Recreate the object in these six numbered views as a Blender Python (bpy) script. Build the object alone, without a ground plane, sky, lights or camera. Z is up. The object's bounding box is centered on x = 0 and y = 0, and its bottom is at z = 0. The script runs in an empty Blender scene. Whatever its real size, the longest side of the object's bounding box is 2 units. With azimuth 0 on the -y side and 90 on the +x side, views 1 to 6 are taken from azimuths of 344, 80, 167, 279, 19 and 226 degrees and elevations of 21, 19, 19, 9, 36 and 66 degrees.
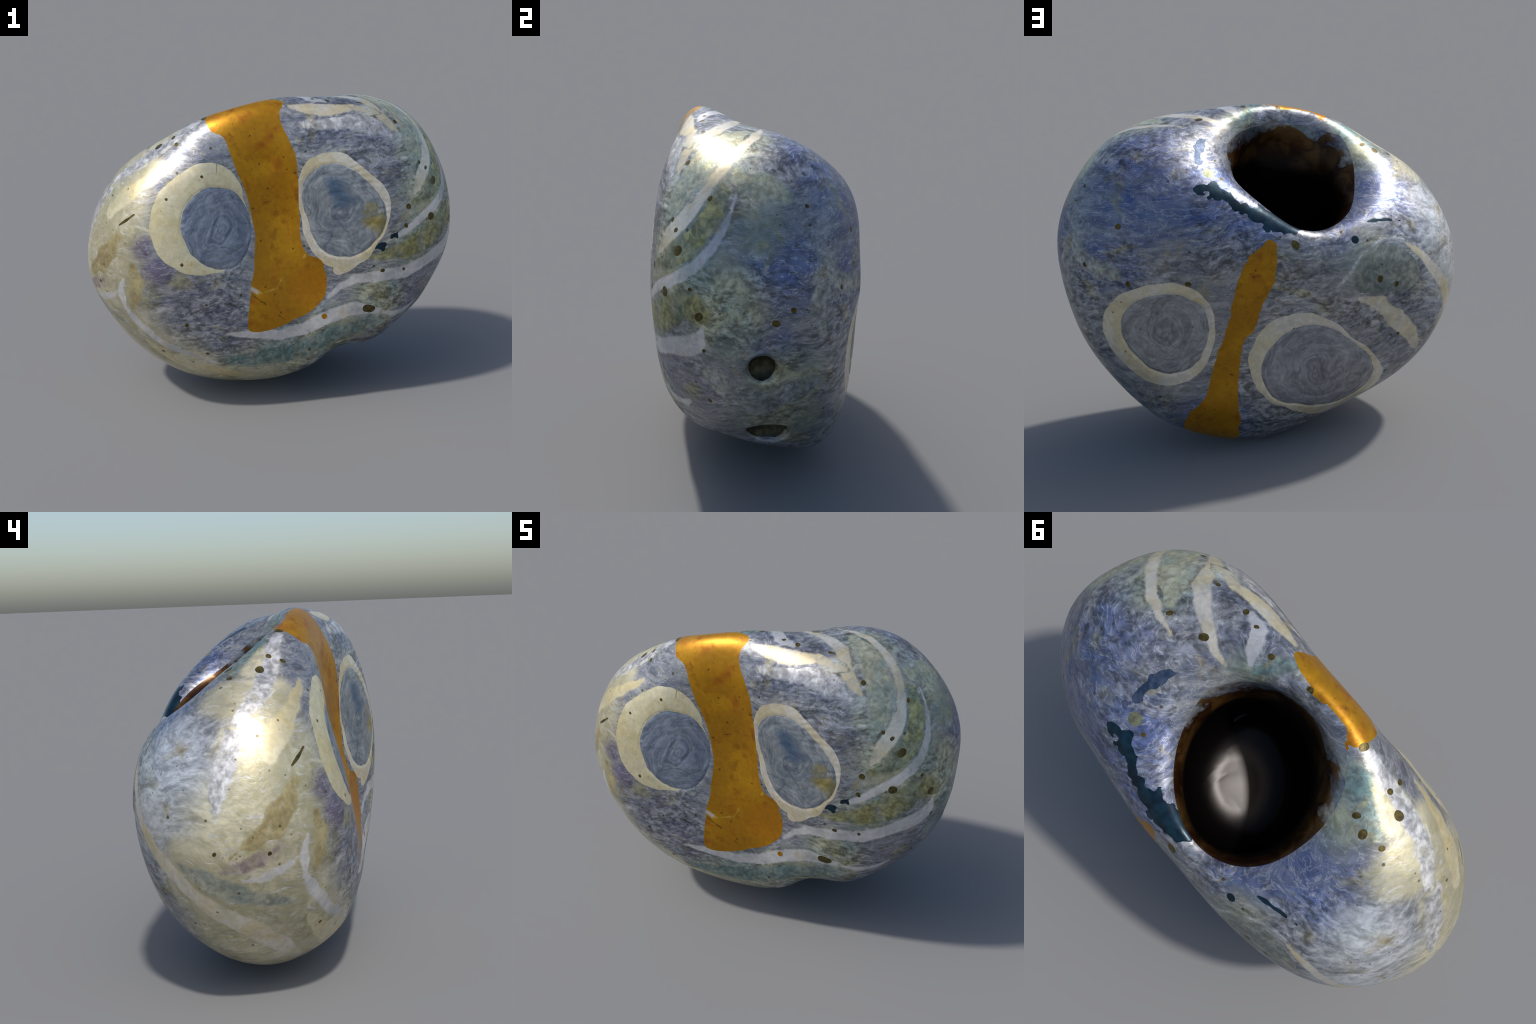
# Ancient eye bead: a squat, lopsided drop of weathered blue-grey glass with a
# wide tilted bore, marvered amber bands, cream eye rings and pale trails.
import bpy, math
import numpy as np

# ------------------------------------------------------------------ the shape
CENTRE = np.array([0.0, 0.0, 0.86])
HALF_SIZE = np.array([1.0, 0.50, 0.80])      # rounded-box base form
LOBE_SHARPNESS = 8.0
# soft swellings (+) and hollows (-), in thousandths, on directions spread
# evenly round the base form by the golden angle, poles on the x axis
SWELL_MM = [
    -6, -137, -73, 45, 142, 90, 109, 33, -70, -11, -68, 76,
    -38, 10, -30, 60, 41, -1, 4, -155, -170, -52, -68, -109,
    -288, -57, -113, 77, 48, 41, 113, 69, 276, 11, 148, -15,
    10, 171, 200, -49, 28, -64, -222, 19, -2, 218, 205, -57,
    123, 1, 74, 6, 63, -260, 68, -89, 257, 112, -370, -434,
    -34, -353, 5, 229, -183, 64, -213, 37, 12, -69, -56, -17,
    -29, 58, 546, -78, 127, -527, -47, -34, 96, -109, 302, 82,
    -149, 157, -120, 74, 42, -55, 124, 37, -12, 17, 122, -392,
    -28, -22, 137, -43, -125, 22, 67, -183, -12, -88, -140, -14,
    53, -41, 175, 33, 78, -6, 55, -148, 151, -40, 33, -26,
    28, 22, -35, -72, -131, -107, -58, 139, 166, -58,
]
N_LOBES = len(SWELL_MM)
_i = np.arange(N_LOBES)
_h = 1 - 2 * (_i + .5) / N_LOBES
_a = _i * math.pi * (3 - 5 ** .5)
_s = np.sqrt(1 - _h ** 2)
LOBE_DIR = np.stack([_h, _s * np.cos(_a), _s * np.sin(_a)], 1)
SWELL = np.array(SWELL_MM) / 1000.0

# the bore: a wide upper mouth running down to a clogged floor, and a
# lower mouth that notches the foot of the front
HEAD = np.array([-0.300, 0.168, 1.65])
MOUTH = np.array([-0.158, 0.132, 1.43])
FLOOR = np.array([0.000, 0.088, 0.95])
FLOOR_UP = np.array([-0.42, 0.06, 0.90])
LOW_MOUTH = np.array([0.335, -0.110, 0.08])
LOW_TOP = np.array([0.235, -0.03, 0.42])
NOTCH, NOTCH_R = (np.array([0.335, -0.47, 0.235]), np.array([0.325, -0.20, 0.12])), 0.075
MOUTH_R, POCKET_R, LOW_R = 0.232, 0.236, 0.260
MOUTH_LONG, MOUTH_STRETCH = np.array([-0.72, 0.69, 0.0]), 1.25

# burst bubbles: centre, radius, depth below the skin
PITS = [
    ((0.965, -0.108, 0.770), 0.066, 0.055),
    ((0.740, -0.062, 0.375), 0.100, 0.070),
]


# thumb-sized dents (+) and swellings (-): place, reach, depth
DENTS = [((0.14, -0.45, 0.70), 0.13, 0.020), ((-0.14, -0.31, 1.36), 0.08, 0.018), ((-0.47, -0.33, 1.31), 0.09, -0.018),
         ((0.80, -0.27, 0.47), 0.15, -0.020), ((0.70, 0.36, 0.98), 0.13, -0.018), ((0.88, -0.15, 1.36), 0.20, 0.010),
         ((0.33, 0.40, 0.45), 0.10, 0.016), ((-0.62, -0.38, 0.85), 0.13, -0.012), ((-0.13, 0.44, 0.42), 0.14, -0.010)]


def body_f(p):
    """Signed gap to the skin of the solid drop (negative inside)."""
    q = p - CENTRE
    r = np.sqrt((q * q).sum(-1)) + 1e-9
    n = q / HALF_SIZE
    rho = np.sqrt((n * n).sum(-1)) + 1e-9
    u = n / rho[..., None]
    skin = (np.abs(u) ** 2.5).sum(-1) ** (-1 / 2.5)
    skin = skin + np.exp(LOBE_SHARPNESS * (u @ LOBE_DIR.T - 1)) @ SWELL
    f = r - r / rho * skin
    for c, reach, depth in DENTS:
        d = p - np.array(c)
        f = f + depth * np.exp(-(d * d).sum(-1) / reach ** 2)
    return f


def tube(p, a, b, ra, rb, oval=1.0, start=-.6):
    ab = b - a
    t = np.clip((p - a) @ ab / (ab @ ab), start, 1)
    d = p - a - t[..., None] * ab
    if oval != 1.0:
        d = d + (d @ MOUTH_LONG * (1 / oval - 1))[..., None] * MOUTH_LONG
    return np.sqrt((d * d).sum(-1)) - (ra + (rb - ra) * t)


def bore_f(p):
    """Negative inside the hollow."""
    up = FLOOR_UP / np.linalg.norm(FLOOR_UP)
    pocket = tube(p, MOUTH, FLOOR, MOUTH_R, POCKET_R, MOUTH_STRETCH, 0)
    pocket = -smax(-pocket, -tube(p, HEAD, MOUTH, MOUTH_R, MOUTH_R, MOUTH_STRETCH), .03)
    pocket = smax(pocket, (FLOOR - p) @ up, .16)
    low = tube(p, LOW_MOUTH, LOW_TOP, LOW_R, .09)
    f = -smax(-pocket, -low, .03)
    f = -smax(-f, -tube(p, NOTCH[0], NOTCH[1], NOTCH_R, NOTCH_R), .05)
    return f


def smax(a, b, k):
    h = np.clip(.5 + .5 * (a - b) / k, 0, 1)
    return b * (1 - h) + a * h + k * h * (1 - h)


# ------------------------------------------------------------ value noise
def hash3(ix, iy, iz, seed):
    h = (ix * 374761393 + iy * 668265263 + iz * 2147483647 + seed * 144665) & 0xffffffff
    h = ((h ^ (h >> 13)) * 1274126177) & 0xffffffff
    h = ((h ^ (h >> 16)) * 2246822519) & 0xffffffff
    return ((h ^ (h >> 15)) & 0xffff) / 32767.5 - 1


def noise(p, freq, seed=0):
    q = p * freq
    i = np.floor(q).astype(np.int64)
    f = q - i
    f = f * f * f * (f * (f * 6 - 15) + 10)
    out = 0
    for dx in (0, 1):
        wx = f[..., 0] if dx else 1 - f[..., 0]
        for dy in (0, 1):
            wy = f[..., 1] if dy else 1 - f[..., 1]
            for dz in (0, 1):
                wz = f[..., 2] if dz else 1 - f[..., 2]
                out = out + wx * wy * wz * hash3(i[..., 0] + dx, i[..., 1] + dy, i[..., 2] + dz, seed)
    return out


def bead_f(p):
    """Negative inside the glass."""
    f = smax(body_f(p), -bore_f(p), BORE_ROUND)
    for c, r, depth in PITS:
        c = np.array(c)
        n = (c - CENTRE) / np.linalg.norm(c - CENTRE)
        q = p - (c + n * (r - depth))
        f = smax(f, r - np.sqrt((q * q).sum(-1)), .02)
    return f


BORE_ROUND = 0.21


def gradient(fun, p, e=1.5e-3):
    g = np.stack([fun(p + e * np.eye(3)[k]) - fun(p - e * np.eye(3)[k]) for k in range(3)], -1)
    return g


def to_skin(p, steps=2):
    for _ in range(steps):
        g = gradient(bead_f, p) / 3e-3
        p = p - (bead_f(p) / np.maximum((g * g).sum(-1), .05))[:, None] * g
    return p


# ----------------------------------------------- meshing the implicit surface
def surface_nets(h):
    lo = np.array([-1.05, -.57, -.06])
    hi = np.array([1.05, .57, 1.74])
    nc = np.ceil((hi - lo) / (2 * h)).astype(int) + 1
    ax = [lo[k] + 2 * h * np.arange(nc[k]) for k in range(3)]
    F = np.empty(nc, dtype=np.float32)
    for i, x in enumerate(ax[0]):                       # coarse samples
        Y, Z = np.meshgrid(ax[1], ax[2], indexing='ij')
        P = np.stack([np.full(Y.shape, x), Y, Z], -1)
        F[i] = bead_f(P.reshape(-1, 3)).reshape(Y.shape)
    for k in range(3):                                  # refine twofold
        F = np.moveaxis(F, k, 0)
        G = np.empty((2 * F.shape[0] - 1,) + F.shape[1:], np.float32)
        G[::2] = F
        G[1::2] = .5 * (F[1:] + F[:-1])
        F = np.moveaxis(G, 0, k)
    S = F < 0
    n = np.array(F.shape)
    cell = np.zeros(n - 1, np.int8)
    for a in (0, 1):
        for b in (0, 1):
            for c in (0, 1):
                cell += S[a:n[0] - 1 + a, b:n[1] - 1 + b, c:n[2] - 1 + c]
    act = (cell > 0) & (cell < 8)
    idx = np.full(n - 1, -1, np.int64)
    ijk = np.argwhere(act)
    idx[act] = np.arange(len(ijk))
    acc = np.zeros((len(ijk), 3))
    cnt = np.zeros(len(ijk))
    for k in range(3):
        for a in (0, 1):
            for b in (0, 1):
                o = np.zeros(3, int)
                o[(k + 1) % 3], o[(k + 2) % 3] = a, b
                p0 = ijk + o
                p1 = p0.copy()
                p1[:, k] += 1
                f0 = F[tuple(p0.T)]
                f1 = F[tuple(p1.T)]
                m = (f0 < 0) != (f1 < 0)
                t = np.zeros(len(ijk))
                t[m] = f0[m] / (f0[m] - f1[m])
                q = p0.astype(float)
                q[:, k] += t
                acc[m] += q[m]
                cnt[m] += 1
    V = lo + h * (acc / cnt[:, None])
    quads = []
    for k in range(3):
        u, v = (k + 1) % 3, (k + 2) % 3
        sl0 = [slice(1, n[d] - 1) for d in range(3)]
        sl0[k] = slice(0, n[k] - 1)
        sl1 = list(sl0)
        sl1[k] = slice(1, n[k])
        A, B = S[tuple(sl0)], S[tuple(sl1)]
        e = np.argwhere(A != B)
        off = np.ones(3, int)
        off[k] = 0
        g = e + off
        eu, ev = np.eye(3, dtype=int)[u], np.eye(3, dtype=int)[v]
        q = np.stack([idx[tuple((g - eu - ev).T)], idx[tuple((g - ev).T)], idx[tuple(g.T)], idx[tuple((g - eu).T)]], 1)
        flip = ~A[tuple(e.T)]
        q[flip] = q[flip][:, ::-1]
        quads.append(q)
    Q = np.concatenate(quads)
    return V, np.concatenate([Q[:, [0, 1, 2]], Q[:, [0, 2, 3]]])


# --------------------------------------------------------- inlaid decoration
# Every inlay is a region of the skin, given by a signed function g(p) < 0.
def seg_dist(p, a, b):
    ab = b - a
    t = np.clip((p - a) @ ab / (ab @ ab), 0, 1)
    d = p - a - t[..., None] * ab
    return np.sqrt((d * d).sum(-1)), t


def spline(points, n=6):
    """Catmull-Rom through control rows."""
    c = np.array(points, float)
    c = np.vstack([2 * c[0] - c[1], c, 2 * c[-1] - c[-2]])
    out = []
    for i in range(1, len(c) - 2):
        for t in np.linspace(0, 1, n, endpoint=False):
            out.append(.5 * ((2 * c[i]) + (c[i + 1] - c[i - 1]) * t + (2 * c[i - 1] - 5 * c[i] + 4 * c[i + 1] - c[i + 2]) * t ** 2
                             + (3 * c[i] - c[i - 1] - 3 * c[i + 1] + c[i + 2]) * t ** 3))
    out.append(c[-2])
    return np.array(out)


def trail(rows, wobble=.006, freq=18, seed=1, soft=0.0):
    """A drawn-out glass thread: spine points with half-widths.  With soft > 0
    the piece reaches that far past its edge and its material fades out there."""
    rows = np.array(rows, float)
    rows[:, :3] = to_skin(rows[:, :3], 3)
    if soft > .02:
        rows[:, 3] *= 1.25                      # blurred bands spread
    c = spline(rows) if len(rows) > 2 else rows

    def g(p):
        best = np.full(len(p), 9.)
        for a, b in zip(c[:-1], c[1:]):
            d, t = seg_dist(p, a[:3], b[:3])
            best = np.minimum(best, d - (a[3] + soft + (b[3] - a[3]) * t))
        return best + wobble * noise(p, freq, seed) + .45 * wobble * noise(p, 2.5 * freq, seed + 7)
    return g, c[:, :3], c[:, 3].max() + soft + .06, (rows, wobble, soft)


def oval(centre, radius, shape=(), wobble=.0055, freq=16, seed=1):
    """A blob of glass pressed flat: mean radius plus 2nd, 3rd.. harmonics."""
    c = to_skin(np.array([centre], float), 3)[0]
    n = gradient(bead_f, c[None])[0]
    n /= np.linalg.norm(n)
    r = np.cross([0, 0, 1.], n)
    r /= np.linalg.norm(r)
    u = np.cross(n, r)

    def g(p):
        q = p - c
        a, b = q @ r, q @ u
        th = np.arctan2(b, a)
        R = np.full(len(p), radius)
        for k in range(len(shape) // 2):
            R = R + shape[2 * k] * np.cos((k + 2) * th) + shape[2 * k + 1] * np.sin((k + 2) * th)
        return np.hypot(a, b) - R + wobble * noise(p, freq, seed) + .4 * wobble * noise(p, 3 * freq, seed + 5)
    return g, c[None], radius * 1.6 + .05


def outline(points, facing, wobble=.005, freq=16, seed=1):
    """A flat-pressed patch with a smooth closed outline of control points."""
    f = np.array(facing, float)
    f /= np.linalg.norm(f)
    r = np.cross([0, 0, 1.], f)
    r /= np.linalg.norm(r)
    u = np.cross(f, r)
    P = to_skin(np.array(points, float), 3)
    loop = spline(np.vstack([P[-1:], P, P[:2]]), 4)[4:-4]
    L = np.stack([loop @ r, loop @ u], 1)
    mid, reach = P.mean(0), np.linalg.norm(P - P.mean(0), axis=1).max() + .08

    def g(p):
        q = np.stack([p @ r, p @ u], 1)
        d = np.full(len(q), 9.)
        inside = np.zeros(len(q), bool)
        for a, b in zip(L, np.roll(L, -1, 0)):
            ab = b - a
            t = np.clip(((q - a) @ ab) / max(ab @ ab, 1e-12), 0, 1)
            d = np.minimum(d, np.linalg.norm(q - a - t[:, None] * ab, axis=1))
            cr = (a[1] > q[:, 1]) != (b[1] > q[:, 1])
            with np.errstate(divide='ignore', invalid='ignore'):
                inside ^= cr & (q[:, 0] < (b[0] - a[0]) * (q[:, 1] - a[1]) / (b[1] - a[1]) + a[0])
        back = (p - mid) @ f < -.30
        return np.where(back, 9., np.where(inside, -d, d) + wobble * noise(p, freq, seed))
    return g, mid[None], reach


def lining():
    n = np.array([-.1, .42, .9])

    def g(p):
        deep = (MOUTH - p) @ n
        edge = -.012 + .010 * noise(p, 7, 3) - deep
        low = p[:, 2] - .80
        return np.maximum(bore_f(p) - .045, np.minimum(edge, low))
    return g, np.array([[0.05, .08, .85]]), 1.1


INLAYS = []          # (kind, material key, region), later ones lie on top


def inlay(kind, material, region):
    INLAYS.append((kind, material, region))


# broad tinted bands in the melt, under the pale threads
inlay('tinted_band', 'sage', trail([(0.472, -0.065, 1.633, 0.031), (0.578, -0.202, 1.592, 0.045), (0.629, -0.293, 1.523, 0.050), (0.653, -0.356, 1.444, 0.045), (0.645, -0.411, 1.356, 0.031), (0.639, -0.438, 1.291, 0.010)], wobble=.016, seed=1, soft=.026))
inlay('tinted_band', 'sage', trail([(0.720, -0.150, 1.540, 0.020), (0.778, -0.128, 1.488, 0.040), (0.793, -0.049, 1.485, 0.050), (0.833, 0.023, 1.438, 0.030)], wobble=.020, seed=2, soft=.026))
inlay('tinted_band', 'olive_band', trail([(0.770, -0.204, 1.468, 0.022), (0.799, -0.256, 1.403, 0.037), (0.814, -0.315, 1.319, 0.042), (0.793, -0.377, 1.243, 0.040), (0.719, -0.437, 1.198, 0.040), (0.649, -0.472, 1.151, 0.019)], wobble=.016, seed=3, soft=.026))
inlay('tinted_band', 'olive_band', trail([(0.925, -0.315, 0.990, 0.020), (0.880, -0.365, 1.033, 0.045), (0.827, -0.415, 1.016, 0.053), (0.733, -0.470, 0.957, 0.055), (0.605, -0.501, 0.911, 0.043), (0.488, -0.505, 0.880, 0.023), (0.402, -0.496, 0.874, 0.007)], wobble=.016, seed=4, soft=.026))
inlay('tinted_band', 'teal_band', trail([(-0.333, -0.414, 0.333, 0.025), (-0.201, -0.426, 0.319, 0.040), (-0.007, -0.436, 0.337, 0.052), (0.206, -0.453, 0.419, 0.051), (0.408, -0.461, 0.470, 0.035), (0.520, -0.438, 0.462, 0.017)], wobble=.016, seed=5, soft=.026))
inlay('tinted_band', 'mottle', trail([(0.058, -0.316, 1.550, 0.012), (0.172, -0.333, 1.555, 0.026), (0.300, -0.345, 1.559, 0.038), (0.409, -0.358, 1.541, 0.043), (0.509, -0.375, 1.495, 0.019)], wobble=.013, seed=6, soft=.026))
inlay('tinted_band', 'teal_band', trail([(-0.393, -0.066, 1.534, 0.025), (-0.467, -0.046, 1.510, 0.046), (-0.531, -0.011, 1.469, 0.040), (-0.614, 0.015, 1.416, 0.024)], wobble=.016, seed=9, soft=.026))
inlay('tinted_band', 'teal_band', trail([(0.030, -0.066, 1.598, 0.014), (-0.016, -0.137, 1.648, 0.030), (-0.068, -0.170, 1.650, 0.020)], wobble=.012, seed=10, soft=.026))
inlay('tinted_band', 'sage_dark', oval((-0.505, 0.485, 0.949), 0.150, (0.030, 0.0, -0.002, -0.010), wobble=.014, seed=70))
inlay('pale_trail', 'mottle', trail([(-0.253, 0.509, 0.889, 0.007), (-0.306, 0.509, 0.958, 0.010), (-0.371, 0.489, 1.036, 0.008), (-0.463, 0.454, 1.078, 0.007), (-0.554, 0.430, 1.080, 0.007), (-0.622, 0.436, 1.024, 0.009)], wobble=.005, seed=71, soft=.014))
inlay('pale_trail', 'white', trail([(-0.949, -0.020, 0.592, 0.011), (-0.953, -0.079, 0.623, 0.025), (-0.938, -0.163, 0.658, 0.026), (-0.900, -0.235, 0.682, 0.011)], wobble=.014, seed=72, soft=.014))
inlay('pale_trail', 'white', trail([(-0.863, -0.296, 0.794, 0.008), (-0.867, -0.277, 0.697, 0.021), (-0.799, -0.287, 0.570, 0.027), (-0.641, -0.338, 0.441, 0.024), (-0.400, -0.390, 0.322, 0.010)], wobble=.014, seed=73, soft=.014))
inlay('pale_trail', 'cream', trail([(-0.720, -0.270, 0.440, 0.020), (-0.600, -0.295, 0.345, 0.040), (-0.480, -0.318, 0.280, 0.050), (-0.348, -0.349, 0.238, 0.040), (-0.183, -0.340, 0.175, 0.015)], wobble=.018, seed=74, soft=.014))

# long bands sweeping down the left end
inlay('tinted_band', 'tan', trail([(-0.875, -0.261, 1.007, 0.019), (-0.929, -0.222, 0.914, 0.039), (-0.969, -0.169, 0.833, 0.044), (-0.990, -0.109, 0.777, 0.035), (-0.993, -0.033, 0.720, 0.015)], wobble=.016, seed=80, soft=.026))
inlay('tinted_band', 'mauve', trail([(-0.975, 0.049, 0.653, 0.009), (-0.983, -0.029, 0.679, 0.024), (-0.976, -0.123, 0.711, 0.022), (-0.951, -0.196, 0.748, 0.009)], wobble=.014, seed=81, soft=.026))
inlay('tinted_band', 'tan', trail([(-0.827, -0.328, 0.872, 0.013), (-0.806, -0.344, 0.790, 0.033), (-0.811, -0.333, 0.703, 0.025), (-0.821, -0.311, 0.646, 0.010)], wobble=.014, seed=82, soft=.026))
inlay('tinted_band', 'sage_cream', trail([(-0.942, 0.191, 0.667, 0.019), (-0.959, 0.093, 0.618, 0.040), (-0.941, -0.017, 0.570, 0.038), (-0.896, -0.124, 0.533, 0.025), (-0.826, -0.231, 0.522, 0.012)], wobble=.018, seed=83, soft=.026))
inlay('tinted_band', 'mottle', trail([(-0.799, -0.061, 1.294, 0.019), (-0.891, -0.034, 1.183, 0.034), (-0.943, 0.008, 1.078, 0.037), (-0.978, 0.034, 0.972, 0.028), (-0.995, 0.045, 0.882, 0.011)], wobble=.020, seed=84, soft=.026))
# greyed patches on the right end
inlay('tinted_band', 'pale_grey', trail([(0.897, -0.322, 0.773, 0.025), (0.901, -0.244, 0.675, 0.055), (0.894, -0.141, 0.590, 0.060), (0.920, -0.018, 0.622, 0.050), (0.930, 0.099, 0.682, 0.032)], wobble=.026, freq=12, seed=85, soft=.026))
inlay('tinted_band', 'pale_grey', trail([(0.893, 0.190, 1.210, 0.016), (0.943, 0.156, 1.124, 0.036), (0.968, 0.127, 1.029, 0.036), (0.956, 0.149, 0.912, 0.020)], wobble=.024, freq=12, seed=86, soft=.026))
inlay('tinted_band', 'pale_grey', trail([(0.914, 0.175, 1.181, 0.014), (0.893, 0.223, 1.102, 0.034), (0.817, 0.288, 1.045, 0.044), (0.736, 0.332, 1.027, 0.022)], wobble=.024, freq=12, seed=87, soft=.026))
# pale threads wound round the right end and the front
inlay('pale_trail', 'white', trail([(-0.363, -0.451, 0.497, 0.006), (-0.261, -0.457, 0.488, 0.020), (-0.075, -0.459, 0.463, 0.029), (0.060, -0.461, 0.482, 0.035),
      (0.216, -0.472, 0.549, 0.038), (0.317, -0.481, 0.581, 0.040), (0.405, -0.482, 0.569, 0.032), (0.489, -0.471, 0.546, 0.014)], seed=11, soft=.014))
inlay('pale_trail', 'white', trail([(0.500, -0.468, 0.540, 0.010), (0.578, -0.437, 0.511, 0.018), (0.665, -0.397, 0.518, 0.022), (0.718, -0.380, 0.553, 0.008)], seed=12, soft=.014))
inlay('pale_trail', 'white', trail([(0.188, -0.466, 0.647, 0.009), (0.240, -0.472, 0.702, 0.017), (0.322, -0.484, 0.753, 0.026), (0.420, -0.497, 0.759, 0.033),
      (0.606, -0.494, 0.776, 0.035), (0.777, -0.444, 0.837, 0.040), (0.850, -0.390, 0.858, 0.046), (0.893, -0.357, 0.885, 0.042), (0.914, -0.331, 0.945, 0.012)], wobble=.009, seed=13, soft=.014))
inlay('pale_trail', 'white', trail([(0.541, -0.502, 0.984, 0.010), (0.620, -0.493, 1.026, 0.021), (0.703, -0.469, 1.078, 0.023), (0.766, -0.438, 1.109, 0.026),
      (0.817, -0.393, 1.151, 0.026), (0.857, -0.334, 1.202, 0.024), (0.870, -0.274, 1.270, 0.019), (0.861, -0.230, 1.334, 0.015), (0.836, -0.192, 1.399, 0.009), (0.803, -0.163, 1.454, 0.004)], seed=14, soft=.014))
inlay('pale_trail', 'cream_white', trail([(0.362, 0.026, 1.619, 0.004), (0.450, 0.000, 1.627, 0.012), (0.540, -0.040, 1.620, 0.022), (0.639, -0.133, 1.581, 0.025), (0.698, -0.202, 1.528, 0.022),
      (0.729, -0.264, 1.469, 0.023), (0.742, -0.315, 1.411, 0.030), (0.728, -0.374, 1.345, 0.039), (0.674, -0.436, 1.263, 0.036), (0.634, -0.467, 1.193, 0.010)], wobble=.010, seed=15, soft=.014))
inlay('pale_trail', 'cream_white', trail([(0.557, -0.358, 1.497, 0.008), (0.518, -0.338, 1.534, 0.027), (0.465, -0.283, 1.594, 0.030), (0.425, -0.186, 1.638, 0.034), (0.353, -0.126, 1.649, 0.030),
      (0.272, -0.076, 1.641, 0.023), (0.207, -0.040, 1.621, 0.017), (0.144, -0.020, 1.600, 0.006)], wobble=.008, seed=16, soft=.014))
inlay('pale_trail', 'cream_white', trail([(0.476, -0.295, 1.583, 0.012), (0.332, -0.280, 1.616, 0.026), (0.215, -0.285, 1.615, 0.036), (0.102, -0.268, 1.620, 0.034),  # whitish-yellow patch near the crest rather than a thread
      (0.010, -0.245, 1.628, 0.012)], wobble=.012, seed=17, soft=.014))
inlay('pale_trail', 'white', trail([(0.200, -0.225, 1.646, 0.014), (0.130, -0.190, 1.652, 0.028), (0.092, -0.130, 1.647, 0.030), (0.065, -0.088, 1.630, 0.012)], wobble=.012, seed=18, soft=.014))
# pale threads on the left end and the back
inlay('pale_trail', 'mottle', trail([(-0.434, -0.151, 1.560, 0.016), (-0.517, -0.141, 1.510, 0.030), (-0.598, -0.134, 1.447, 0.034), (-0.686, -0.123, 1.373, 0.040),
      (-0.783, -0.089, 1.292, 0.042), (-0.854, -0.036, 1.227, 0.024)], wobble=.014, seed=19, soft=.014))
inlay('pale_trail', 'cream_white', trail([(-0.599, 0.436, 1.055, 0.005), (-0.659, 0.432, 1.007, 0.016), (-0.724, 0.419, 0.935, 0.026), (-0.803, 0.375, 0.826, 0.030), (-0.870, 0.307, 0.705, 0.034),
      (-0.910, 0.235, 0.620, 0.038), (-0.917, 0.153, 0.552, 0.041), (-0.887, 0.045, 0.474, 0.045), (-0.812, -0.067, 0.389, 0.048), (-0.690, -0.147, 0.297, 0.047), (-0.514, -0.194, 0.186, 0.020)], wobble=.009, seed=20, soft=.014))
inlay('pale_trail', 'cream', trail([(-0.578, -0.258, 1.366, 0.010), (-0.703, -0.241, 1.290, 0.030), (-0.813, -0.203, 1.207, 0.047), (-0.892, -0.160, 1.110, 0.040)], wobble=.014, seed=21, soft=.014))
inlay('pale_trail', 'cream_white', trail([(-0.800, -0.310, 1.072, 0.004), (-0.735, -0.353, 1.054, 0.008), (-0.706, -0.374, 1.015, 0.004)], wobble=.002, seed=22, soft=.014))
inlay('pale_trail', 'cream_white', trail([(-0.364, 0.500, 0.824, 0.012), (-0.460, 0.489, 0.789, 0.032), (-0.540, 0.462, 0.696, 0.042), (-0.631, 0.412, 0.589, 0.042), (-0.693, 0.346, 0.476, 0.022)], wobble=.012, seed=23, soft=.014))

# eyes: a cream ring round a grey-blue disc, two on each broad side
inlay('eye_ring', 'cream', oval((-0.470, -0.383, 1.094), 0.270, (-0.012, 0.003, -0.009, -0.009, -0.003, -0.006), seed=31))
inlay('eye_ring', 'cream_white', oval((0.247, -0.448, 1.118), 0.265, (-0.033, -0.020, 0.016, 0.009, 0.003, 0.006), seed=32))
inlay('eye_ring', 'cream_white', trail([(0.215, -0.458, 0.830, 0.014), (0.236, -0.464, 0.792, 0.016), (0.303, -0.478, 0.835, 0.022), (0.373, -0.489, 0.910, 0.008)], seed=33))
inlay('eye_ring', 'cream_white', oval((0.572, 0.376, 0.722), 0.267, (-0.004, 0.000, -0.007, 0.010), seed=34))
inlay('eye_ring', 'cream_white', oval((-0.160, 0.444, 0.449), 0.313, (0.008, -0.065, -0.001, -0.011), wobble=.007, seed=35))
EYES = [((-0.393, -0.391, 1.054), 0.198, (-0.013, -0.005, -0.003, 0.002)),
        ((0.251, -0.449, 1.114), 0.225, (-0.015, -0.023, 0.014, 0.004)),
        ((0.547, 0.382, 0.724), 0.207, (-0.002, -0.002, -0.003, 0.007)),
        ((-0.169, 0.445, 0.451), 0.258, (0.018, -0.032, -0.003, -0.013))]
for k, (c, r, s) in enumerate(EYES):
    inlay('eye_disc', 'disc%d' % k, oval(c, r, s, seed=40 + k))

# amber bands, one on each broad side
inlay('amber_band', 'amber', outline([(-0.340, -0.271, 1.493), (-0.291, -0.313, 1.351), (-0.229, -0.330, 1.200), (-0.199, -0.359, 1.030), (-0.202, -0.401, 0.887),
      (-0.231, -0.443, 0.722), (-0.253, -0.460, 0.545), (-0.221, -0.459, 0.494), (-0.108, -0.459, 0.503), (0.072, -0.460, 0.570), (0.160, -0.462, 0.645),
      (0.174, -0.455, 0.735), (0.150, -0.434, 0.845), (0.074, -0.402, 0.886), (0.045, -0.376, 1.005), (0.033, -0.367, 1.215), (0.014, -0.352, 1.398),
      (-0.043, -0.305, 1.539), (-0.050, -0.263, 1.604), (-0.014, -0.211, 1.645), (-0.075, -0.177, 1.648), (-0.142, -0.151, 1.643), (-0.217, -0.138, 1.633),
      (-0.306, -0.117, 1.610), (-0.356, -0.110, 1.590), (-0.405, -0.150, 1.570), (-0.398, -0.235, 1.524)], (-.1, -.82, .57), seed=51))
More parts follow.
